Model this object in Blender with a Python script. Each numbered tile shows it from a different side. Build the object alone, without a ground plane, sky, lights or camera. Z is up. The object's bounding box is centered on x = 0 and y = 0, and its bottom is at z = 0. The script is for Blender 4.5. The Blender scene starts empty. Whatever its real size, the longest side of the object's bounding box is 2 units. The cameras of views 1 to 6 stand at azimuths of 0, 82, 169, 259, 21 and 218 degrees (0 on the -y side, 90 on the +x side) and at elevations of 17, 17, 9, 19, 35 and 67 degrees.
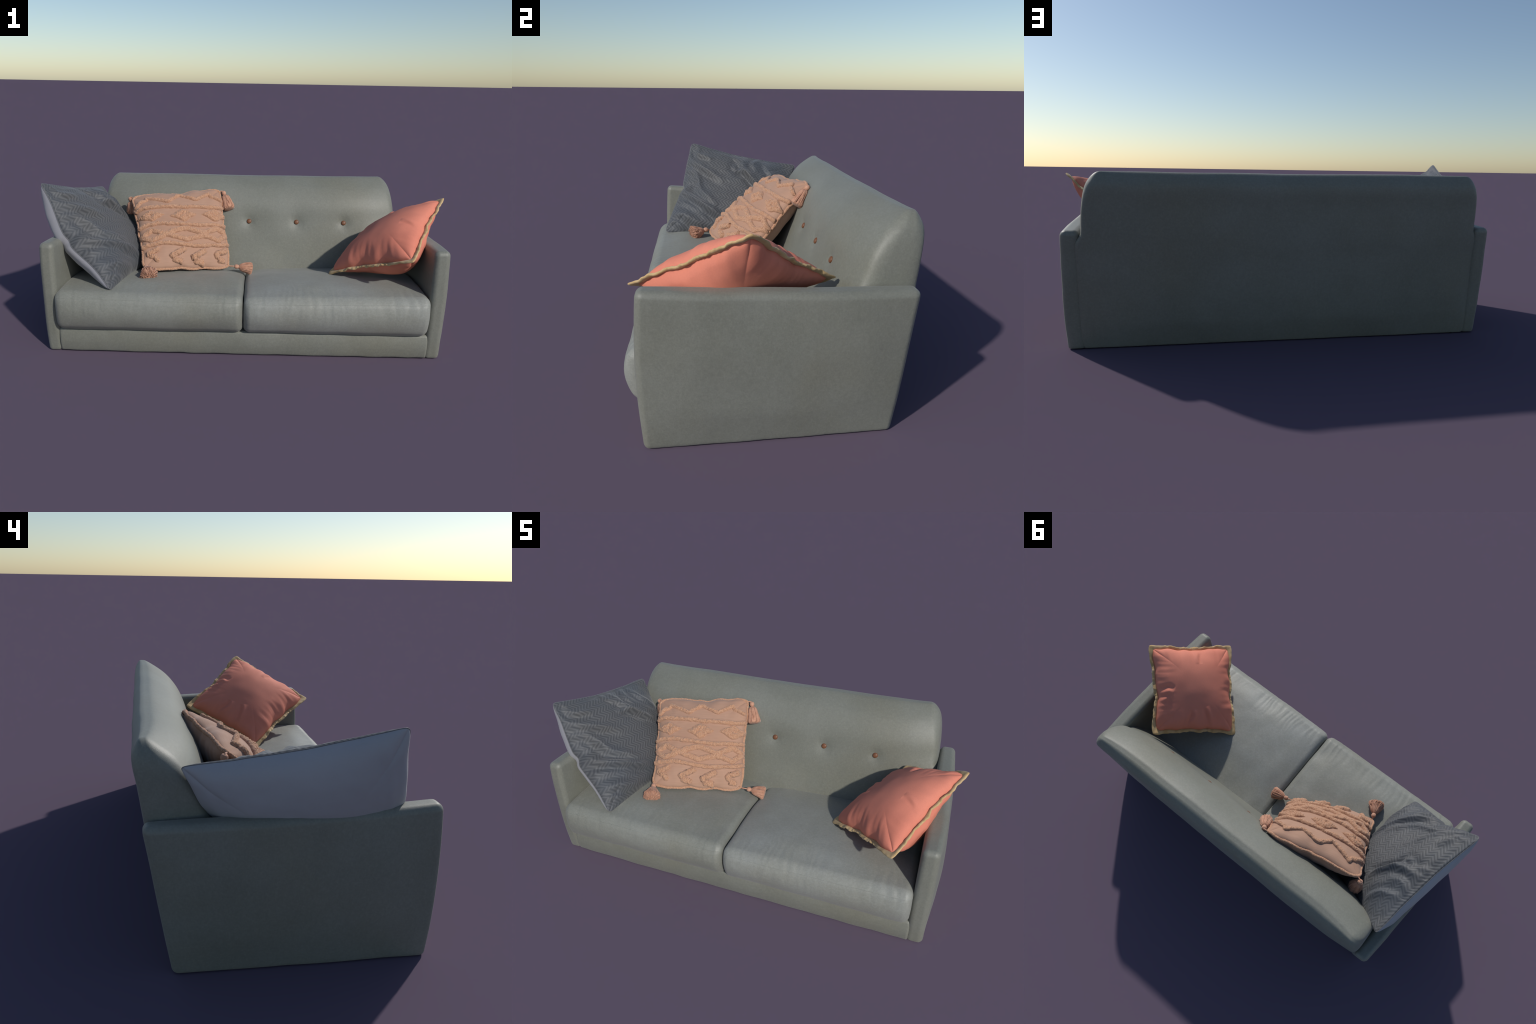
# A two-seat sofa with three throw pillows, built from soft boxes, pillow surfaces,
# tufted ribbons and tassels.  Metres, z up.
import math
import numpy as np

# ------------------------------------------------------------------ numeric helpers
_rng = np.random.default_rng(11)
_PERM = np.tile(_rng.permutation(256), 3)
_GRAD = _rng.normal(size=(256, 3))
_GRAD /= np.linalg.norm(_GRAD, axis=1, keepdims=True)


def perlin(p):
    """Gradient noise of an (N,3) array, about -0.6 .. 0.6."""
    p = np.asarray(p, float)
    i = np.floor(p).astype(int)
    f = p - i
    i &= 255
    w = f * f * f * (f * (f * 6 - 15) + 10)
    out = 0
    for dx in (0, 1):
        for dy in (0, 1):
            for dz in (0, 1):
                h = _PERM[_PERM[_PERM[i[:, 0] + dx] + i[:, 1] + dy] + i[:, 2] + dz]
                d = f - np.array([dx, dy, dz])
                g = (_GRAD[h] * d).sum(1)
                wx = w[:, 0] if dx else 1 - w[:, 0]
                wy = w[:, 1] if dy else 1 - w[:, 1]
                wz = w[:, 2] if dz else 1 - w[:, 2]
                out = out + g * wx * wy * wz
    return out


def fbm(p, octaves=3):
    s, a = 0, 1.0
    for o in range(octaves):
        s = s + a * perlin(p * 2 ** o + 17.3 * o)
        a *= 0.5
    return s


def unit(v):
    v = np.asarray(v, float)
    return v / (np.linalg.norm(v, axis=-1, keepdims=True) + 1e-12)


def smooth(x, lo, hi):
    t = np.clip((x - lo) / (hi - lo), 0, 1)
    return t * t * (3 - 2 * t)


def curve(x, xs, ys):
    """Smooth monotone (Fritsch-Carlson) interpolation through profile points."""
    xs, ys = np.asarray(xs, float), np.asarray(ys, float)
    h, d = np.diff(xs), np.diff(ys) / np.diff(xs)
    m = np.zeros(len(xs))
    m[0], m[-1] = d[0], d[-1]
    for k in range(1, len(xs) - 1):
        if d[k - 1] * d[k] > 0:
            w1, w2 = 2 * h[k] + h[k - 1], h[k] + 2 * h[k - 1]
            m[k] = (w1 + w2) / (w1 / d[k - 1] + w2 / d[k])
    x = np.clip(x, xs[0], xs[-1])
    k = np.clip(np.searchsorted(xs, x, side="right") - 1, 0, len(xs) - 2)
    t = (x - xs[k]) / h[k]
    return ((1 + 2 * t) * (1 - t) ** 2 * ys[k] + t * (1 - t) ** 2 * h[k] * m[k] + t * t * (3 - 2 * t) * ys[k + 1] + t * t * (t - 1) * h[k] * m[k + 1])


def spline(pts, n):
    """Catmull-Rom through the points, resampled to n points of equal arc length."""
    p = np.asarray(pts, float)
    if len(p) == 2:
        d = p[0] + (p[1] - p[0]) * np.linspace(0, 1, 60)[:, None]
    else:
        q = np.vstack([2 * p[0] - p[1], p, 2 * p[-1] - p[-2]])
        seg = []
        for k in range(1, len(q) - 2):
            t = np.linspace(0, 1, 24, endpoint=False)[:, None]
            a, b, c, e = q[k - 1], q[k], q[k + 1], q[k + 2]
            seg.append(0.5 * (2 * b + (c - a) * t + (2 * a - 5 * b + 4 * c - e) * t ** 2 + (3 * b - a - 3 * c + e) * t ** 3))
        d = np.vstack(seg + [p[-1:]])
    return resample(d, n)


def resample(d, n):
    s = np.concatenate([[0], np.cumsum(np.linalg.norm(np.diff(d, axis=0), axis=1))])
    t = np.linspace(0, s[-1], n)
    return np.stack([np.interp(t, s, d[:, k]) for k in range(d.shape[1])], 1)


def grid_faces(n, m, wrap_m=False, wrap_n=False, flip=False):
    i, j = np.meshgrid(np.arange(n if wrap_n else n - 1), np.arange(m if wrap_m else m - 1), indexing="ij")
    i, j = i.ravel(), j.ravel()
    i2, j2 = (i + 1) % n, (j + 1) % m
    q = np.stack([i * m + j, i2 * m + j, i2 * m + j2, i * m + j2], 1)
    return q[:, ::-1] if flip else q


# ------------------------------------------------------------------ soft boxes (sofa)
def axis_steps(h, r, n, k=7):
    """Grid lines along one axis: k fine steps through each rounded edge, n between."""
    edge = h - r + r * np.tan(np.linspace(0, math.pi / 4, k + 1))
    mid = np.linspace(-(h - r), h - r, n + 1)
    return np.concatenate([-edge[::-1], mid[1:-1], edge])


def soft_box(half, r, n):
    """Rounded box: returns local points, quads."""
    ax = [axis_steps(half[k], r, n[k]) for k in range(3)]
    cnt = [len(a) for a in ax]
    keys, quads, base = [], [], 0
    for axis in range(3):
        u, v = (axis + 1) % 3, (axis + 2) % 3
        for side in (0, 1):
            a, b = np.meshgrid(np.arange(cnt[u]), np.arange(cnt[v]), indexing="ij")
            idx = np.zeros((a.size, 3), int)
            idx[:, u], idx[:, v] = a.ravel(), b.ravel()
            idx[:, axis] = (cnt[axis] - 1) * side
            keys.append(idx)
            quads.append(grid_faces(cnt[u], cnt[v], flip=not side) + base)
            base += a.size
    keys, quads = np.vstack(keys), np.vstack(quads)
    code = (keys[:, 0] * 4096 + keys[:, 1]) * 4096 + keys[:, 2]
    _, first, inv = np.unique(code, return_index=True, return_inverse=True)
    keys = keys[first]
    p = np.stack([ax[k][keys[:, k]] for k in range(3)], 1)
    return round_point(p, half, r), inv.ravel()[quads]


def round_point(p, half, r):
    core = np.asarray(half) - r
    q = np.clip(p, -core, core)
    d = p - q
    return q + r * unit(d) * (np.linalg.norm(d, axis=1, keepdims=True) > 1e-9)


# --- the parts of the sofa as maps from the unit box (a across, b front to back, c up)
BACK_HALF, SEAT_HALF, ARM_HALF, BASE_HALF = (1.20, 0.075, 0.37), (0.444, 0.345, 0.09), (0.036, 0.44, 0.265), (0.88, 0.39, 0.062)
BUTTONS_X = (-0.547, -0.273, 0.001, 0.275, 0.548)
BUTTON_Z = 0.500


def back_front_y(x, z):
    yf = curve(z, [0, .15, .25, .35, .5, .58, .62, .66, .70, .74], [.09, .122, .156, .192, .239, .264, .284, .313, .352, .398])
    end = np.clip((np.abs(x + 0.002) - 0.50) / 0.35, 0, 1)
    return yf + 0.055 * end ** 2.3 * curve(z, [.3, .42, .55, .7], [.15, .45, .95, 1])


def back_map(p):
    a, b, c = (p / np.array(BACK_HALF)).T
    z = np.maximum(-0.03 + 0.768 * (c + 1) / 2, 0.002)
    # wider below the arm tops, where its ends are buried in the arms
    xl = curve(z, [0, .44, .495, .55, .64, .74], [-.872, -.878, -.852, -.850, -.846, -.824])
    xr = curve(z, [0, .44, .495, .55, .64, .74], [.888, .886, .855, .851, .839, .807])
    x = xl + (xr - xl) * (a + 1) / 2
    yb = curve(z, [0, .2, .37, .5, .6, .68, .74], [.397, .419, .442, .466, .482, .494, .491]) + 0.002 * a - 0.010 * a * smooth(z, .35, .0)
    yb = yb + 0.035 * np.clip(1 - np.abs(x / .90) ** 6, 0, 1) * curve(z, [0, .05, .12, .22, .4, .6, .74], [0, .42, .85, 1, .85, .36, .08])
    yf = back_front_y(x, z)
    tight = 1 + 1.3 * (1 - smooth(z, .58, .72))
    snug = 1 + .7 * (1 - smooth(z, .56, .72))
    b = np.where(b > 0, 1 - np.clip(1 - b, 0, 1) ** tight, np.clip(1 + b, 0, 1) ** snug - 1)
    y = yf + (yb - yf) * (b + 1) / 2
    front = np.clip(-b, 0, 1)
    dimple = sum(np.exp(-((x - bx) ** 2 + (z - BUTTON_Z) ** 2) / (2 * 0.022 ** 2)) * 0.008
                 + np.exp(-((x - bx) ** 2 + (z - BUTTON_Z) ** 2) / (2 * 0.055 ** 2)) * 0.006 for bx in BUTTONS_X)
    y = y + front * dimple
    q = np.stack([x, y, z], 1)
    q[:, 1] += 0.0035 * fbm(q * 5, 2) * (1 - 0.3 * front)
    q[:, 2] += 0.006 * perlin(q * 3 + 5) * smooth(z, .3, .74)
    return q


def seat_map(p, xl, xr, seed, gap=1, tilt=0.0):
    a, b, c = (p / np.array(SEAT_HALF)).T
    x = xl + (xr - xl) * (a + 1) / 2
    rim = (1 - np.abs(a) ** 9)
    y = -0.464 + (0.20 + 0.464) * (b + 1) / 2 - np.clip(-b, 0, 1) ** 3 * 0.035 * np.clip(1 - (c - .12) ** 2, 0, 1) * (0.72 + 0.28 * rim)
    y = y - 0.010 * (x - .1) * smooth(b, .2, -.8)
    top = curve(y, [-.5, -.45, -.3, -.1, .05, .15, .2], [.308, .315, .315, .298, .268, .249, .240])
    top = top + 0.014 * (1 - np.abs(a) ** 2.5) * smooth(b, -1.0, -0.55) * (1 - smooth(b, 0.2, 1) * .6)
    top = top + tilt * a - 0.010 * smooth(gap * a, .7, 1.0) * smooth(b, -.95, -.5)
    z = 0.119 + (top - 0.119) * (c + 1) / 2
    q = np.stack([x, y, z], 1)
    # puckers that run over the front edge, soft lumps elsewhere
    edge = smooth(b, -0.4, -0.85) * smooth(c, -0.6, 0.5)
    ridge = perlin(np.stack([x * 52 + seed + 1.4 * perlin(q * 9), y * 5, z * 5], 1))
    patch = smooth(perlin(np.stack([x * 3.1 + seed, y * 0, z * 0 + 3.3], 1)), -0.25, 0.3)
    d = (0.0034 if gap < 0 else 0.0022) * ridge * edge * patch
    d = d + 0.004 * fbm(q * 6 + seed, 2)
    nrm = unit(np.stack([a ** 9, b ** 9, c ** 9], 1))
    return q + nrm * d[:, None]


def arm_map(p, outer, inner):
    """outer/inner: x at front and back; the arm leans and narrows towards its foot."""
    a, b, c = (p / np.array(ARM_HALF)).T
    t, h = (b + 1) / 2, (c + 1) / 2
    xo = outer[0] + (outer[1] - outer[0]) * t
    xi = inner[0] + (inner[1] - inner[0]) * t
    s = np.sign(outer[0])
    w = (s * a + 1) / 2
    x = xi + (xo - xi) * w
    x = x + s * w * (0.024 if s < 0 else 0.030) * curve(t, [0, .08, .25, .5, .8, 1], [.02, .4, .92, 1, .82, .2]) * curve(h, [0, .1, .3, .6, .85, 1], [.05, .35, .85, 1, .7, .35])
    skew = -0.008 * s
    yf = -0.433 + skew * 1.3
    yb = curve(h, [0, .4, .7, 1], [.398, .418, .440, .470]) + skew
    y = yf + (yb - yf) * t - 0.014 * np.clip(-b, 0, 1) ** 2 * np.sin(math.pi * h) + 0.010 * np.clip(b, 0, 1) ** 2 * np.sin(math.pi * h)
    ztop = curve(t, [0, .1, .5, 1], [.543, .538, .521, .505])
    z = np.maximum(-0.012 + (ztop + 0.012) * h, 0.0005)
    q = np.stack([x, y, z], 1)
    q[:, 0] += 0.003 * fbm(q * 5 + 2, 2)
    q[:, 2] += (0.002 + 0.002 * perlin(q * 9)) * (h < .2) + 0.003 * perlin(q * 5 + 9) * smooth(h, .3, 1)
    return q


def base_map(p):
    a, b, c = (p / np.array(BASE_HALF)).T
    x = -0.012 + 0.890 * a
    y = -0.436 + 0.70 * (b + 1) / 2 - 0.013 * np.clip(-b, 0, 1) * np.clip(1 - (c - .1) ** 2, 0, 1) + 0.004 * np.abs(a - .2) ** 2 - 0.008 * a
    z = np.maximum(-0.015 + 0.139 * (c + 1) / 2, 0.001)
    q = np.stack([x, y, z], 1)
    q[:, 1] += 0.003 * fbm(q * 6, 2)
    q[:, 2] += (0.0025 + 0.004 * perlin(q * np.array([14, 0, 0]) + .37)) * (c < 0) + 0.003 * perlin(q * 5) * (c > 0)
    return q


SEATS = ((-0.903, -0.0135, 4.2, 1, -.003), (-0.0115, 0.868, 21.7, -1, .009))
ARMS = (((-0.965, -0.912), (-0.898, -0.846)), ((0.943, 0.930), (0.868, 0.857)))


# ------------------------------------------------------------------ throw pillows
class Pillow:
    """Two bulging covers over four corner points (tl, tr, br, bl), seen from the front."""

    def __init__(self, tl, tr, br, bl, front, back, pinch=(0.05, 0.05), power=0.62, power_back=None, bend=None, detail=None, sharp=2.2, corner=30, wobble=0.0):
        self.c = [np.array(k, float) for k in (tl, tr, br, bl)]
        tl, tr, br, bl = self.c
        X = unit((tr + br - tl - bl))
        Y = (tl + tr - bl - br)
        self.n = unit(np.cross(X, Y))
        self.x, self.y = X, unit(np.cross(self.n, X))
        self.origin = sum(self.c) / 4
        self.half_w = (np.linalg.norm(tr - tl) + np.linalg.norm(br - bl)) / 4
        self.half_h = (np.linalg.norm(tl - bl) + np.linalg.norm(tr - br)) / 4
        self.front, self.back, self.pinch, self.power, self.sharp = front, back, pinch, power, sharp
        self.corner, self.wobble = corner, wobble
        self.bend, self.detail, self.power_back = bend, detail, power_back or power

    def mid(self, u, v):
        big = np.maximum(np.maximum(np.abs(u), np.abs(v)), 1e-6)
        r = ((np.abs(u) / big) ** self.corner + (np.abs(v) / big) ** self.corner) ** (1 / self.corner)
        r = 1 + (r - 1) * smooth(big, 0.3, 1)
        u, v = u / r, v / r
        uu = u * (1 - self.pinch[0] * (1 - v ** 2))
        vv = v * (1 - np.where(v > 0, self.pinch[-1], self.pinch[1]) * (1 - u ** 2))
        tl, tr, br, bl = self.c
        s, t = ((uu + 1) / 2)[:, None], ((vv + 1) / 2)[:, None]
        m = (tl * (1 - s) + tr * s) * t + (bl * (1 - s) + br * s) * (1 - t)
        if self.wobble:
            w = self.wobble * np.maximum(np.abs(u), np.abs(v)) ** 4
            k = np.stack([u * 3.2, v * 3.2, u * 0 + 2.2], 1)
            m = m + (w * perlin(k))[:, None] * self.x + (w * perlin(k + 31))[:, None] * self.y + (w * perlin(k + 57))[:, None] * self.n
        if self.bend:
            m = m + self.bend(self, u, v)
        return m

    def bulge(self, u, v, side=1):
        k = self.sharp
        return (np.clip(1 - np.abs(u) ** k, 0, 1) * np.clip(1 - np.abs(v) ** k, 0, 1)) ** (self.power if side > 0 else self.power_back)

    def at(self, u, v, side=1):
        u, v = np.asarray(u, float), np.asarray(v, float)
        m, f = self.mid(u, v), self.bulge(u, v, side)
        h = (self.front if side > 0 else self.back) * f
        if self.detail:
            h = h + self.detail(u, v, side) * smooth(f, 0.0, 0.35)
        return m + (side * h)[:, None] * self.n

    def normal(self, u, v, side=1):
        e = 2e-3
        du = self.at(np.clip(u + e, -1, 1), v, side) - self.at(np.clip(u - e, -1, 1), v, side)
        dv = self.at(u, np.clip(v + e, -1, 1), side) - self.at(u, np.clip(v - e, -1, 1), side)
        return side * unit(np.cross(du, dv))

    def rim(self, k):
        """k points round the seam and the outward direction at each."""
        t = np.linspace(0, 2 * math.pi, k, endpoint=False)
        cu, cv = np.cos(t), np.sin(t)
        m = np.maximum(np.abs(cu), np.abs(cv))
        u, v = cu / m, cv / m
        out = unit((np.sign(u) * np.abs(u) ** 7)[:, None] * self.x + (np.sign(v) * np.abs(v) ** 7)[:, None] * self.y)
        corner = (np.abs(u) * np.abs(v)) ** 6
        return self.mid(u, v), out, corner, u, v


def crease(u, v, path, height, width):
    """Height of a fold ridge that runs along a path in pillow coordinates."""
    c = spline(path, 40)
    d = np.full(u.shape, 9.0)
    s = np.zeros(u.shape)
    sd = np.zeros(u.shape)
    for k in range(len(c) - 1):
        a, b = c[k], c[k + 1]
        ab = b - a
        t = np.clip(((u - a[0]) * ab[0] + (v - a[1]) * ab[1]) / (ab @ ab), 0, 1)
        ex, ey = u - a[0] - t * ab[0], v - a[1] - t * ab[1]
        dk = np.hypot(ex, ey)
        near = dk < d
        d = np.where(near, dk, d)
        s = np.where(near, (k + t) / (len(c) - 1), s)
        sd = np.where(near, np.sign(ab[0] * ey - ab[1] * ex), sd)
    fade = np.sin(math.pi * np.clip(0.06 + 0.94 * s, 0, 1)) ** 0.7
    q = sd * d / width
    return height * fade * (np.exp(-q ** 2) - 0.75 * np.exp(-((q + 1.7) / 1.1) ** 2))


# --- grey herringbone pillow, leaning on the left arm and folded across its middle
GREY_FOLDS = (  # path in pillow coordinates, height, width
    (((-1.0, .03), (-.78, -.22), (-.54, -.38), (-.15, -.62), (.15, -.80)), .017, .055),
    (((-1.0, .42), (-.75, .29), (-.59, -.07), (-.37, -.28), (-.12, -.50)), .011, .060),
    (((-1.0, .68), (-.86, .54), (-.43, .29), (-.15, .12)), .010, .065),
    (((-.86, .95), (-.80, .76), (-.50, .66)), .009, .055),
    (((-.05, .62), (.0, .49), (.23, .40), (.58, .02)), .009, .05),
    (((.02, .90), (.15, .52), (.36, .27), (.62, .05)), .010, .05),
    (((.46, .85), (.61, .57), (.88, .30)), .008, .05),
    (((.30, .95), (.27, .72), (.40, .50)), .006, .05),
    (((-.12, .90), (.03, .65), (.20, .30)), .008, .05),
    (((-.97, -.29), (-.64, -.46), (-.26, -.66)), .007, .06),
    (((-.97, -.60), (-.64, -.74), (-.21, -.96)), .010, .07),
    (((-.98, -.78), (-.83, -.84), (-.58, -.98)), .008, .05),
)


def grey_detail(u, v, side):
    q = np.stack([u * 2.2, v * 2.2, u * 0 + (3.1 if side > 0 else 8.4)], 1)
    h = 0.006 * fbm(q, 3)
    if side > 0:
        h = h - 0.017 * smooth(v, .2, .9) + 0.006 * np.exp(-((v + .35) / .4) ** 2)
        for path, height, width in GREY_FOLDS:
            h = h + 1.5 * crease(u, v, path, height, 1.05 * width)
        h = h + 0.0025 * perlin(np.stack([u * 3, v * 11 + u * 3, u * 0], 1))
    else:
        h = h + 0.006 * perlin(np.stack([u * 9, v * 3, u * 0 + 4], 1)) * smooth(np.abs(u), 0.55, 0.9)
        h = h + 0.022 * smooth(v, -.2, .6) * (1 - v ** 4)
        h = h + 0.024 * np.exp(-((u - .05) / .55) ** 2 - ((v + .35) / .4) ** 2)
    return h


def grey_bend(P, u, v):
    sag = -0.05 * np.exp(-(v / 0.55) ** 2) * (1 - v ** 2)
    sag = sag * (0.65 - 0.35 * u)
    sag = sag - 0.008 * np.exp(-((v - .55) / .4) ** 2) * (1 - v ** 2)
    notch = 0.016 * np.exp(-((v - .03) / .08) ** 2) * smooth(-u, .5, 1)
    return sag[:, None] * P.n + notch[:, None] * P.x


GREY = Pillow((-.990, -.268, .799), (-.868, .366, .670), (-.540, .160, .295), (-.640, -.437, .320),
              0.107, 0.112, pinch=(0.03, 0.02, 0.080), power=0.54, power_back=0.42, bend=grey_bend, detail=grey_detail, corner=26, wobble=.004)


# --- peach tufted pillow, leaning on the backrest
def peach_detail(u, v, side):
    q = np.stack([u * 1.6, v * 1.6, u * 0 + (1.1 if side > 0 else 6.4)], 1)
    h = 0.006 * fbm(q, 3)
    if side < 0:
        h = h + 0.005 * perlin(np.stack([u * 8, v * 2, u * 0 + 4], 1)) * smooth(np.abs(v), 0.4, 0.9)
    return h


def peach_bend(P, u, v):
    return (-0.012 * np.exp(-((u - .1) / .12) ** 2) * smooth(v, .6, 1))[:, None] * P.y


PEACH = Pillow((-.665, .199, .643), (-.168, .309, .672), (-.095, -.010, .300), (-.530, -.195, .345),
               0.072, 0.115, pinch=(0.055, 0.02), power=0.46, bend=peach_bend, detail=peach_detail, corner=12, wobble=.015)


# --- coral flanged pillow, lying on the right arm
CORAL_FOLDS = (
    (((.0, 1.0), (.05, .78), (-.02, .62)), -.010, .07),
    (((-.9, .25), (-.7, .18), (-.55, .2)), -.007, .05),
    (((-.9, -.25), (-.72, -.22), (-.5, -.12)), -.006, .05),
    (((.9, -.15), (.75, -.1), (.6, -.1)), -.004, .05),
    (((-.2, 1.0), (-.15, .85), (-.18, .75)), -.005, .05),
)


def coral_detail(u, v, side):
    q = np.stack([u * 1.5, v * 1.5, u * 0 + (2.7 if side > 0 else 7.4)], 1)
    h = 0.005 * fbm(q, 2)
    ru, rv = smooth(np.abs(u), .5, .95), smooth(np.abs(v), .5, .95)
    h = h + ru * (1 - rv) * 0.0055 * perlin(np.stack([v * 9, u * 1.5, u * 0 + side], 1))
    h = h + rv * (1 - ru) * 0.0055 * perlin(np.stack([u * 9, v * 1.5, v * 0 + side + 7], 1))
    if side < 0:
        h = h + 0.075 * np.exp(-((u - .35) / .5) ** 2 - ((v + .2) / .5) ** 2) + 0.035 * np.exp(-((v + .68) / .28) ** 2 - ((u - .1) / .75) ** 2)
    if side > 0:
        h = h + (0.018 * u - 0.012 * v) * (1 - u ** 2) * (1 - v ** 2)
        for path, height, width in CORAL_FOLDS:
            h = h + crease(u, v, path, height, width)
    return h


def coral_bend(P, u, v):
    return np.zeros((len(u), 3))


# seen in its own frame: u runs from the backrest side to the front, v up along the arm side
CORAL = Pillow((.718, .208, .487), (.982, -.097, .716), (.760, -.468, .503), (.438, -.118, .325),
               0.099, 0.080, pinch=(0.075, 0.080), power=0.43, power_back=0.46, bend=coral_bend, detail=coral_detail, corner=14, wobble=.016)
#--- END OF GEOMETRY RULES

import bpy
from mathutils import Matrix

# ------------------------------------------------------------------ object helpers
def build_mesh(name, verts, quads, material, parent, smooth_shade=True):
    verts, quads = np.asarray(verts, np.float32), np.asarray(quads, np.int32)
    me = bpy.data.meshes.new(name)
    me.vertices.add(len(verts))
    me.vertices.foreach_set("co", verts.ravel())
    me.loops.add(quads.size)
    me.loops.foreach_set("vertex_index", quads.ravel())
    me.polygons.add(len(quads))
    k = quads.shape[1]
    me.polygons.foreach_set("loop_start", np.arange(len(quads), dtype=np.int32) * k)
    me.update(calc_edges=True)
    me.validate()
    me.polygons.foreach_set("use_smooth", np.full(len(me.polygons), smooth_shade))
    me.materials.append(material)
    o = bpy.data.objects.new(name, me)
    bpy.context.scene.collection.objects.link(o)
    o.parent = parent
    return o


def empty(name, label, category, matrix=None):
    o = bpy.data.objects.new(name, None)
    o.empty_display_size = 0.1
    bpy.context.scene.collection.objects.link(o)
    if matrix is not None:
        o.matrix_world = matrix
    o["label"], o["category"] = label, category
    return o


class Nodes:
    """Small wrapper for building a material's node tree."""

    def __init__(self, name):
        self.mat = bpy.data.materials.new(name)
        self.mat.use_nodes = True
        self.t = self.mat.node_tree
        self.bsdf = self.t.nodes["Principled BSDF"]
        self.obj = self.t.nodes.new("ShaderNodeTexCoord").outputs["Object"]

    def link(self, a, b):
        self.t.links.new(a, b)

    def put(self, socket, value):
        if hasattr(value, "is_output"):
            self.link(value, socket)
        elif isinstance(value, tuple) and len(value) == 3 and len(socket.default_value) == 4:
            socket.default_value = (*value, 1)
        else:
            socket.default_value = value

    def math(self, op, a, b=0.0, c=None):
        n = self.t.nodes.new("ShaderNodeMath")
        n.operation = op
        self.put(n.inputs[0], a)
        self.put(n.inputs[1], b)
        if c is not None:
            self.put(n.inputs[2], c)
        return n.outputs[0]

    def mix(self, fac, a, b, blend="MIX"):
        n = self.t.nodes.new("ShaderNodeMix")
        n.data_type, n.blend_type = "RGBA", blend
        self.put(n.inputs[0], fac)
        self.put(n.inputs[6], a)
        self.put(n.inputs[7], b)
        return n.outputs[2]

    def noise(self, scale, detail=3.0, rough=0.5, stretch=(1, 1, 1), offset=(0, 0, 0)):
        m = self.t.nodes.new("ShaderNodeMapping")
        m.inputs["Scale"].default_value = stretch
        m.inputs["Location"].default_value = offset
        self.link(self.obj, m.inputs["Vector"])
        n = self.t.nodes.new("ShaderNodeTexNoise")
        n.inputs["Scale"].default_value, n.inputs["Detail"].default_value, n.inputs["Roughness"].default_value = scale, detail, rough
        self.link(m.outputs[0], n.inputs["Vector"])
        return n.outputs["Fac"]

    def ramp(self, fac, lo, hi):
        n = self.t.nodes.new("ShaderNodeMapRange")
        n.interpolation_type = "SMOOTHSTEP"
        self.put(n.inputs[0], fac)
        n.inputs[1].default_value, n.inputs[2].default_value = lo, hi
        return n.outputs[0]

    def bump(self, height, strength, distance, chain=None):
        n = self.t.nodes.new("ShaderNodeBump")
        n.inputs["Strength"].default_value, n.inputs["Distance"].default_value = strength, distance
        self.link(height, n.inputs["Height"])
        if chain is not None:
            self.link(chain, n.inputs["Normal"])
        return n.outputs[0]

    def finish(self, colour, rough, normal=None, specular=0.5, sheen=0.0):
        self.put(self.bsdf.inputs["Base Color"], colour)
        self.bsdf.inputs["Roughness"].default_value = rough
        self.bsdf.inputs["Specular IOR Level"].default_value = specular
        self.bsdf.inputs["Sheen Weight"].default_value = sheen
        if normal is not None:
            self.link(normal, self.bsdf.inputs["Normal"])
        return self.mat


# ------------------------------------------------------------------ materials
def upholstery(name, base, light):
    n = Nodes(name)
    cloud = n.ramp(n.noise(3.2, 4, .55), .3, .7)
    grain = n.ramp(n.noise(230, 2, .6), .25, .75)
    fleck = n.ramp(n.noise(70, 3, .6), .3, .7)
    c = n.mix(cloud, base, light)
    warm = tuple(k * f for k, f in zip(base, (1.06, 1.0, .90)))
    c = n.mix(n.math("MULTIPLY", n.ramp(n.noise(2.1, 3, .5, offset=(4, 2, 7)), .45, .75), .6), c, warm)
    c = n.mix(n.math("MULTIPLY", grain, .16), c, (1, 1, 1), "SOFT_LIGHT")
    c = n.mix(n.math("MULTIPLY", fleck, .20), c, tuple(k * .70 for k in base))
    c = n.mix(n.math("MULTIPLY", n.ramp(n.noise(130, 2, .6, offset=(9, 1, 4)), .42, .72), .22), c, tuple(k * 1.35 for k in light))
    b = n.bump(n.noise(420, 2, .5), .22, .0015)
    b = n.bump(n.noise(60, 3, .5), .10, .004, b)
    return n.finish(c, .52, b, .5, .12)


def pile_cloth(name, dark, light, scale=260):
    """Loop-pile tufting: bright loop tips, darker and redder gaps."""
    n = Nodes(name)
    loops = n.noise(scale, 3, .65)
    c = n.mix(n.ramp(loops, .30, .60), dark, light)
    c = n.mix(n.math("MULTIPLY", n.ramp(n.noise(14, 2), .35, .7), .35), c, tuple(k * f for k, f in zip(light, (.92, .84, .76))))
    b = n.bump(loops, .8, .004)
    return n.finish(c, .9, b, .2, .25)


def woven_cotton(name, base, slub):
    n = Nodes(name)
    thread = n.noise(60, 3, .6, stretch=(.25, 5, 1))
    c = n.mix(n.math("MULTIPLY", n.ramp(thread, .3, .75), .55), base, slub)
    c = n.mix(n.math("MULTIPLY", n.ramp(n.noise(5, 2), .4, .7), .4), c, tuple(k * f for k, f in zip(base, (.95, .88, .82))))
    b = n.bump(thread, .16, .0015)
    b = n.bump(n.noise(300, 2), .15, .0015, b)
    return n.finish(c, .8, b, .3, .2)


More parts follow.
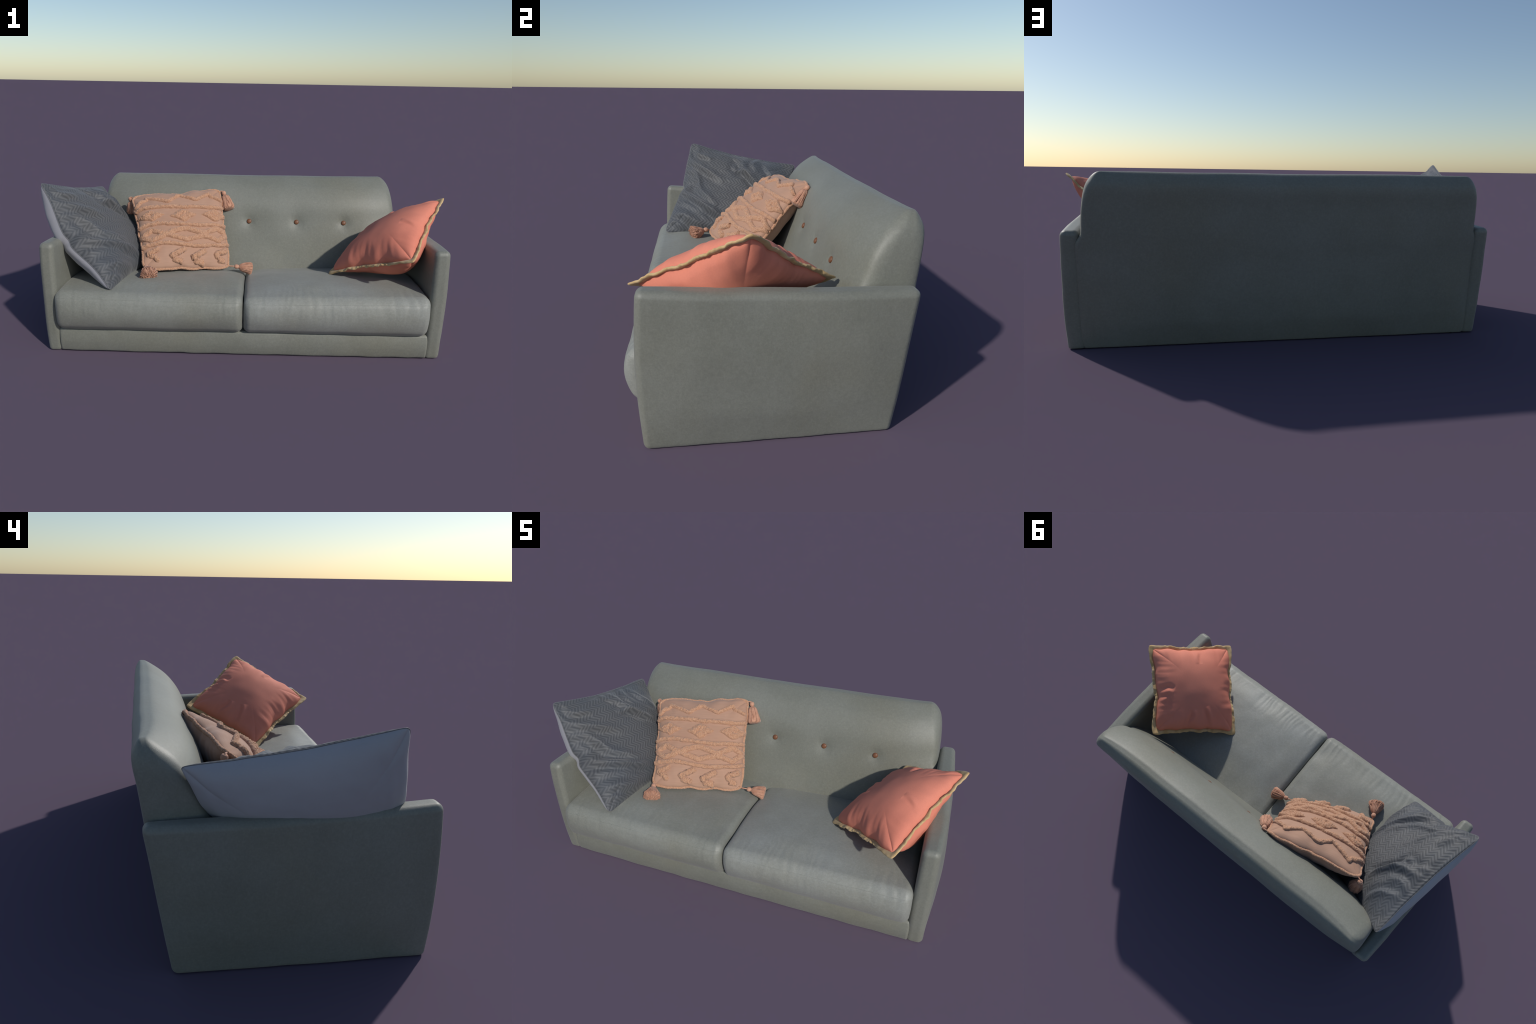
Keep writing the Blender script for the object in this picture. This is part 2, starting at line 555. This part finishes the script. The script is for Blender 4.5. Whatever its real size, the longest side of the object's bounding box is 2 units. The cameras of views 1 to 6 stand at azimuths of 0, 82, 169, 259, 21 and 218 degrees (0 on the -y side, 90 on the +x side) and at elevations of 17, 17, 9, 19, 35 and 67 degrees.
def herringbone(name, dark, light):
    """Zigzag ribs that run up the pillow, points to the left and right."""
    n = Nodes(name)
    sep = n.t.nodes.new("ShaderNodeSeparateXYZ")
    n.link(n.obj, sep.inputs[0])
    wob = n.math("MULTIPLY", n.math("SUBTRACT", n.noise(6, 2), .5), .03)
    x = n.math("ADD", sep.outputs["X"], wob)
    tri = n.math("PINGPONG", n.math("ADD", sep.outputs["Y"], n.math("MULTIPLY", wob, .6)), .0262)
    ph = n.math("MULTIPLY", n.math("ADD", x, n.math("MULTIPLY", tri, 1.05)), 2 * math.pi / .0198)
    rib = n.math("MULTIPLY_ADD", n.math("SINE", ph), .5, .5)
    c = n.mix(rib, dark, light)
    tone = n.ramp(n.noise(5, 3, .5, offset=(3, 1, 2)), .35, .65)
    c = n.mix(n.math("MULTIPLY", tone, .35), c, tuple(k * f for k, f in zip(dark, (.8, 1.05, 1.35))))
    c = n.mix(n.math("MULTIPLY", n.ramp(n.noise(180, 2), .3, .7), .2), c, dark)
    b = n.bump(rib, .30, .0025)
    b = n.bump(n.noise(260, 2), .15, .002, b)
    return n.finish(c, .60, b, .4, .2)


def plain_cloth(name, base, other, rough=.6, scale=4.0, grain=260, spec=.5, sheen=.1):
    n = Nodes(name)
    c = n.mix(n.ramp(n.noise(scale, 3, .5), .3, .7), base, other)
    g = n.noise(grain, 2, .6)
    c = n.mix(n.math("MULTIPLY", n.ramp(g, .3, .7), .12), c, tuple(k * .7 for k in base))
    return n.finish(c, rough, n.bump(g, .2, .0015), spec, sheen)


SOFA_FRAME = upholstery("grey_green_upholstery", (.162, .165, .136), (.186, .191, .164))
SOFA_SEAT = upholstery("grey_upholstery_seat", (.188, .192, .163), (.226, .232, .205))  # same fabric as the frame, colour raised for light on the cushion tops
SOFA_SEAT_LIGHTENED = upholstery("grey_upholstery_seat_light", (.212, .217, .190), (.256, .264, .242))  # right cushion: paler copy of the seat colour
BUTTON_MAT = plain_cloth("rust_button", (.14, .052, .021), (.18, .07, .028), .5, 40)
GREY_FRONT = herringbone("grey_herringbone_weave", (.058, .060, .064), (.110, .111, .114))
GREY_BACK = plain_cloth("plain_lilac_grey_cloth", (.365, .36, .385), (.40, .39, .415), .55, 3)
GREY_CORD = plain_cloth("grey_seam_cord", (.12, .12, .125), (.16, .16, .165), .6, 30)
PEACH_CLOTH = woven_cotton("peach_cotton", (.40, .235, .160), (.465, .285, .205))
PEACH_PILE = pile_cloth("peach_tufted_pile", (.33, .140, .070), (.57, .335, .215))
PEACH_YARN = plain_cloth("peach_yarn", (.42, .20, .125), (.55, .30, .20), .8, 40, 400, .3, .2)
CORAL_CLOTH = plain_cloth("coral_cotton", (.68, .222, .150), (.74, .258, .176), .75, 3, 200, .22, .0)
TRIM_CLOTH = plain_cloth("tan_flange_cloth", (.50, .325, .14), (.62, .44, .23), .75, 25, 220, .3, .15)

# ------------------------------------------------------------------ sofa
sofa = empty("sofa", "grey-green upholstered two-seat sofa with buttoned backrest", "sofa")


def add_soft(name, half, r, n, fn, material):
    p, quads = soft_box(half, r, n)
    return build_mesh(name, fn(p), quads, material, sofa)


add_soft("base_frame", BASE_HALF, .012, (120, 30, 12), base_map, SOFA_FRAME)
backrest = add_soft("backrest", BACK_HALF, .060, (200, 16, 90), back_map, SOFA_FRAME)
for outer, inner in ARMS:
    add_soft("armrest", ARM_HALF, .024, (6, 90, 60), lambda p: arm_map(p, outer, inner), SOFA_FRAME)

for shape in SEATS:
    seat = add_soft("seat_cushion", SEAT_HALF, .035, (220, 80, 26), lambda p: seat_map(p, *shape), SOFA_SEAT if shape[3] > 0 else SOFA_SEAT_LIGHTENED)
    # piping along the top front edge and round the front corners
    half = np.array(SEAT_HALF)
    xs = np.linspace(-half[0] * .985, half[0] * .985, 160)
    path = round_point(np.stack([xs, np.full(160, -half[1]), np.full(160, half[2] * .76)], 1), half, .035)
    path = seat_map(path, *shape) + np.array([0, .0010, -.0004])
    tan = unit(np.gradient(path, axis=0))
    side1 = unit(np.cross(tan, [0, 0, 1]))
    side2 = np.cross(side1, tan)
    ang = np.linspace(0, 2 * math.pi, 8, endpoint=False)
    tube = path[:, None] + .0017 * (np.cos(ang)[None, :, None] * side1[:, None] + np.sin(ang)[None, :, None] * side2[:, None])
    build_mesh("piping", tube.reshape(-1, 3), grid_faces(160, 8, wrap_m=True), seat.data.materials[0], seat)

# buttons: small domed discs sunk in the dimples
ring, rad = np.linspace(0, 2 * math.pi, 28, endpoint=False), np.array([0.0005, .35, .65, .85, .96, 1.0, 1.0])
dome = np.array([1.0, .95, .80, .58, .36, .12, -.5])
disc = np.stack([(rad[:, None] * np.cos(ring)) * .0138, -(dome[:, None] + 0 * ring) * .0065, (rad[:, None] * np.sin(ring)) * .0138], -1)
button = None
for bx in BUTTONS_X:
    t = (2 * (BUTTON_Z + .03) / .768 - 1)
    a = 2 * (bx + .850) / 1.705 - 1
    at = back_map(np.array([[a * BACK_HALF[0], -BACK_HALF[1], t * BACK_HALF[2]]]))[0]
    if button is None:
        button = build_mesh("button", disc.reshape(-1, 3), grid_faces(7, 28, wrap_m=True), BUTTON_MAT, backrest)
        o = button
    else:
        o = button.copy()
        bpy.context.scene.collection.objects.link(o)
        o.parent = backrest
    o.location = at + np.array([0, -.003, .001])
    o.rotation_euler = (-.42, 0, 0)


# ------------------------------------------------------------------ pillows
def frame(P):
    foot = (P.c[2] + P.c[3]) / 2
    m = np.eye(4)
    m[:3, 0], m[:3, 1], m[:3, 2], m[:3, 3] = P.x, P.y, P.n, foot
    return m


def local(P, pts):
    m = frame(P)
    return (np.asarray(pts).reshape(-1, 3) - m[:3, 3]) @ m[:3, :3]


def covers(P, root, n, front_mat, back_mat):
    """Front and back covers share the seam; rows are finer near it."""
    t = np.linspace(-1, 1, n)
    g = .55 * t + .45 * np.sin(t * math.pi / 2)
    u, v = [k.ravel() for k in np.meshgrid(g, g, indexing="ij")]
    build_mesh("front_cover", local(P, P.at(u, v, 1)), grid_faces(n, n), front_mat, root)
    build_mesh("back_cover", local(P, P.at(u, v, -1)), grid_faces(n, n, flip=True), back_mat, root)


def ribbon(P, root, name, path, half_w, height, material, taper=.02, noise=.0032, seed=0.0):
    """A raised tufted strip that follows a path on the front cover."""
    uv = resample(np.asarray(path, float), 12 * len(path))
    scale = np.array([P.half_w, P.half_h])
    k = max(24, int(np.linalg.norm(np.diff(uv * scale, axis=0), axis=1).sum() / .0022))
    uv = resample(uv, k)
    for _ in range(3):
        uv[1:-1] = (uv[:-2] + 2 * uv[1:-1] + uv[2:]) / 4
    sway = np.stack([s0 := np.linspace(0, 1, k) * 9 + seed, s0 * 0 + 5.5, s0 * 0], 1)
    uv[:, 1] += .016 * perlin(sway) + .010 * perlin(sway * 2.7)
    tan = unit(np.gradient(uv * scale, axis=0))
    per = np.stack([-tan[:, 1], tan[:, 0]], 1)
    t = np.linspace(-1, 1, 15)
    s = np.linspace(0, 1, k)
    length = np.linalg.norm(np.diff(uv * scale, axis=0), axis=1).sum()
    end = np.sqrt(np.clip(1 - np.clip(1 - np.minimum(s, 1 - s) * length / taper, 0, 1) ** 2, 0.0, 1))
    w = half_w * (1 + .28 * perlin(np.stack([s * length * 38 + seed, s * 0, s * 0], 1))) * (.35 + .65 * end)
    q = uv[:, None] + (per[:, None] * (w[:, None] * t)[..., None]) / scale
    u, v = np.clip(q[..., 0].ravel(), -1, 1), np.clip(q[..., 1].ravel(), -1, 1)
    dome = (np.clip(1 - np.abs(t) ** 2.6, 0, 1) ** .55)[None, :] * end[:, None]
    base, nrm = P.at(u, v), P.normal(u, v)
    h = height * dome.ravel() * (1 + .34 * perlin(base * 55 + seed) + .24 * perlin(base * 120 + seed)) + noise * perlin(base * 210) * dome.ravel() - .0025
    build_mesh(name, local(P, base + nrm * h[:, None]), grid_faces(k, 15), material, root)


def diamond(P, root, centre, half_u, half_v, height, material):
    n = 44
    g = np.linspace(-1, 1, n)
    a, b = [k.ravel() for k in np.meshgrid(g, g, indexing="ij")]
    wa = np.stack([a * 1.3 + centre[0] * 9, b * 1.3, a * 0], 1)
    a0, b0 = a, b
    a, b = a * (1 + .20 * perlin(wa)) + .06 * perlin(wa * 2.1), b * (1 + .20 * perlin(wa + 9)) + .06 * perlin(wa * 2.1 + 4)
    u = np.clip(centre[0] + (a + b) / 2 * half_u, -1, 1)
    v = np.clip(centre[1] + (b - a) / 2 * half_v, -1, 1)
    a, b = a0, b0
    dome = (np.clip(1 - a ** 4, 0, 1) * np.clip(1 - b ** 4, 0, 1)) ** .5
    base, nrm = P.at(u, v), P.normal(u, v)
    pit = .35 * np.exp(-(a ** 2 + b ** 2) / .12)
    h = height * dome * (1 - pit + .4 * perlin(base * 60) + .3 * perlin(base * 120)) + .0055 * perlin(base * 190) * dome - .0025
    build_mesh("tufted_diamond", local(P, base + nrm * h[:, None]), grid_faces(n, n), material, root)


def seam_cord(P, root, name, k, radius, material, noise=.25, freq=90, offset=.3, spans=None):
    """A cord sewn round the seam (or along part of it)."""
    pos, out, corner, u, v = P.rim(k)
    if spans is not None:
        pos, out = pos[spans(u, v)], out[spans(u, v)]
    m = 12
    ang = np.linspace(0, 2 * math.pi, m, endpoint=False)
    tube = pos[:, None] + out[:, None] * (radius * (offset + np.cos(ang)))[None, :, None] + P.n * (radius * np.sin(ang))[None, :, None]
    tube = tube.reshape(-1, 3)
    ctr = np.repeat(pos + out * radius * offset, m, axis=0)
    tube = ctr + (tube - ctr) * (1 + noise * perlin(tube * freq) + .6 * noise * perlin(tube * freq * 2.6))[:, None]
    build_mesh(name, local(P, tube), grid_faces(len(pos), m, wrap_m=True, wrap_n=spans is None), material, root)


def tassel(P, root, knot, end, head_r, skirt_r, seed, strands=70, bushy=0.0):
    """A bound head and a skirt of yarn from the knot point to the end point."""
    knot, end = np.array(knot, float), np.array(end, float)
    axis = unit(end - knot)
    side = unit(np.cross(axis, [.31, .5, .8]))
    other = np.cross(axis, side)
    length = np.linalg.norm(end - knot)
    rng = np.random.default_rng(seed)
    # profile: cord, bound head, neck, then the skirt and its rounded end
    prof = np.array([(-.014, .0022), (-.012, .004), (-.009, head_r * .8), (0, head_r), (.009, head_r * .85), (.013, head_r * .62),
                     (.020, skirt_r * .50), (.032, skirt_r * .70), (.55 * length, skirt_r * .86), (.80 * length, skirt_r), (.92 * length, skirt_r * 1.0),
                     (.975 * length, skirt_r * .82), (length, skirt_r * .45), (length * 1.003, .0004)])
    prof = spline(prof, 60)
    m = 64
    ang = np.linspace(0, 2 * math.pi, m, endpoint=False)
    rr = np.repeat(prof[:, 1], m)
    zz = np.repeat(prof[:, 0], m)
    aa = np.tile(ang, 60)
    skirt = smooth(zz, .010, .030)
    q = np.stack([np.cos(aa) * 2.6, np.sin(aa) * 2.6, zz * 12 + seed], 1)
    fine = np.stack([np.cos(aa) * 9, np.sin(aa) * 9, zz * 16 + seed], 1)
    rr = rr * (1 + skirt * (.42 * perlin(q) + .30 * perlin(fine)) + .06 * perlin(fine * 2))
    pts = knot + axis * zz[:, None] + (side * np.cos(aa)[:, None] + other * np.sin(aa)[:, None]) * rr[:, None]
    body = build_mesh("tassel", local(P, pts), grid_faces(60, m, wrap_m=True), PEACH_YARN, root)
    # loose yarn ends over the skirt, and the cord that ties the head to the pillow corner
    vs, fs = [], []
    ring5 = np.linspace(0, 2 * math.pi, 5, endpoint=False)
    tips = P.mid(np.array([-1., 1, 1, -1]), np.array([1., 1, -1, -1]))
    tip = tips[np.linalg.norm(tips - knot, axis=1).argmin()]
    inner = tip + .10 * (P.origin - tip)
    line = spline([inner, tip, knot - axis * .012 * (np.linalg.norm(knot - tip) > .02), knot], 24)
    lt = unit(np.gradient(line, axis=0))
    l1 = unit(np.cross(lt, axis + [.2, .1, .05]))
    l2 = np.cross(lt, l1)
    cord = line[:, None] + .0036 * (np.cos(ring5)[None, :, None] * l1[:, None] + np.sin(ring5)[None, :, None] * l2[:, None])
    build_mesh("cord", local(P, cord), grid_faces(24, 5, wrap_m=True), PEACH_YARN, body)
    for k in range(strands):
        a0 = rng.uniform(0, 2 * math.pi)
        d = side * math.cos(a0) + other * math.sin(a0)
        reach = rng.uniform(.90, 1.0) + bushy * rng.uniform(0, .12)
        twist = rng.normal(0, .22)
        s = np.linspace(.16, reach, 9)
        rad = np.interp(s * length, prof[:, 0], prof[:, 1]) * (1.0 + rng.uniform(-.06, .08) + bushy * .35 * s ** 2)
        inner = rng.uniform() if k % 2 else 1.0
        rad = rad * (1 - (1 - inner ** .5) * smooth(s, .2, .8))
        rad = np.maximum(rad, skirt_r * (.55 + .35 * rng.uniform()) * inner ** .5 * smooth(s, .8, 1.0))
        an = a0 + twist * s
        c = knot + axis * (s * length)[:, None] + (side * np.cos(an)[:, None] + other * np.sin(an)[:, None]) * rad[:, None]
        curl = np.stack([s * 5, s * 0 + k * 1.7, s * 0 + seed], 1)
        c = c + (.002 + .007 * bushy) * smooth(s, .3, 1)[:, None] * np.stack([perlin(curl), perlin(curl + 20), perlin(curl + 40)], 1) * 1.6
        th = np.interp(s, [0, .3, .85, 1.1], [.0012, .0019, .0021, .0012])
        t2 = unit(np.cross(d, axis))
        tube = c[:, None] + (np.cos(ring5)[None, :, None] * d + np.sin(ring5)[None, :, None] * t2) * th[:, None, None]
        fs.append(grid_faces(9, 5, wrap_m=True) + 45 * k)
        vs.append(tube.reshape(-1, 3))
    yarn = build_mesh("yarn_strands", local(P, np.vstack(vs)), np.vstack(fs), PEACH_YARN, body)
    yarn["kind"] = "stuff"


# grey herringbone pillow
grey = empty("herringbone_pillow", "grey herringbone throw pillow with plain lilac-grey back", "throw pillow", Matrix(frame(GREY)))
covers(GREY, grey, 330, GREY_FRONT, GREY_BACK)
seam_cord(GREY, grey, "seam", 500, .0016, GREY_CORD, .2, 60, 0.0)

# peach tufted pillow with four tassels
peach = empty("tufted_pillow", "peach throw pillow with tufted bands, diamonds and tassels", "throw pillow", Matrix(frame(PEACH)))
covers(PEACH, peach, 240, PEACH_CLOTH, PEACH_CLOTH)
seam_cord(PEACH, peach, "seam_fringe", 900, .0075, PEACH_PILE, .38, 120, 0.2)
zig = [(-1, .55), (-.87, .71), (-.71, .84), (-.28, .62), (0, .82), (.37, .63), (.68, .82), (.98, .60)]
ribbon(PEACH, peach, "tufted_zigzag", zig, .0125, .0150, PEACH_PILE)
for n, path in enumerate((
    [(-1, .47), (-.83, .50), (-.25, .46), (.3, .42), (.74, .41), (1, .44)],
    [(-1, .0), (-.68, .02), (-.21, -.03), (.34, -.08), (.78, -.05), (1, -.03)],
    [(-1, -.50), (-.55, -.48), (-.08, -.55), (.37, -.58), (.81, -.54), (1, -.50)],
)):
    ribbon(PEACH, peach, "tufted_band", spline(path, 60), .0132, .0160, PEACH_PILE, .003, seed=n * 7.7)
for centre, hu, hv in (((-.72, .255), .33, .16), ((.02, .20), .33, .19), ((.76, .205), .33, .18)):
    diamond(PEACH, peach, centre, hu, hv, .0180, PEACH_PILE)
upper = [(-1, -.24), (-.73, -.12), (-.45, -.28), (-.05, -.16), (.06, -.16), (.44, -.30), (.77, -.13), (1, -.25)]
lower = [(-1, -.24), (-.77, -.39), (-.45, -.28), (.0, -.425), (.45, -.34), (.77, -.43), (1, -.27)]
ribbon(PEACH, peach, "tufted_lattice", upper, .0175, .0155, PEACH_PILE, .003, seed=3.1)
ribbon(PEACH, peach, "tufted_lattice", lower, .0175, .0145, PEACH_PILE, .003, seed=5.9)
for tip, top, foot in (((-.93, -.69), (-.63, -.60), (-.65, -.87)), ((-.42, -.81), (-.03, -.64), (-.10, -.93)),
                       ((.07, -.85), (.46, -.67), (.40, -.95)), ((.63, -.82), (.95, -.63), (.92, -.92))):
    ribbon(PEACH, peach, "tufted_chevron", [tip, top], .0180, .0195, PEACH_PILE, .018, seed=tip[0] * 9)
    ribbon(PEACH, peach, "tufted_chevron", [(tip[0] + .06, tip[1] - .035), foot], .0165, .0165, PEACH_PILE, .018, seed=tip[0] * 5)
tassel(PEACH, peach, (-.150, .295, .655), (-.116, .236, .572), .0130, .031, 1, 110)
tassel(PEACH, peach, (-.062, .004, .305), (.024, .018, .290), .0125, .030, 2, 110)
tassel(PEACH, peach, (-.514, -.203, .362), (-.486, -.280, .345), .013, .031, 3, 320, 1.0)
tassel(PEACH, peach, (-.672, .208, .628), (-.664, .226, .545), .0130, .032, 4)

# coral pillow with a tan flange
coral = empty("coral_pillow", "coral red throw pillow with wavy tan flange edge", "throw pillow", Matrix(frame(CORAL)))
covers(CORAL, coral, 240, CORAL_CLOTH, CORAL_CLOTH)


def flange(P, root, k=700, width=.0168, thick=.0048):
    pos, out, corner, u, v = P.rim(k)
    s = np.linspace(0, 2 * math.pi, k, endpoint=False)
    loop = np.stack([np.cos(s), np.sin(s), 0 * s], 1)
    w = width * (1 + .45 * perlin(loop * 6) + .25 * perlin(loop * 15) + .9 * corner)
    wave = .011 * perlin(loop * 8 + 3) + .005 * perlin(loop * 19)
    m = 14
    ang = np.linspace(0, 2 * math.pi, m, endpoint=False)
    across = .5 + .62 * np.cos(ang)
    rise = np.sin(ang) * (1 + .35 * np.cos(ang))
    tube = pos[:, None] + out[:, None] * (w[:, None] * across)[..., None] + P.n * ((thick * (1 + .3 * perlin(loop * 11)))[:, None] * rise + (wave[:, None] * np.clip(across, 0, 1)))[..., None]
    build_mesh("flange", local(P, tube), grid_faces(k, m, wrap_m=True, wrap_n=True), TRIM_CLOTH, root)


flange(CORAL, coral)
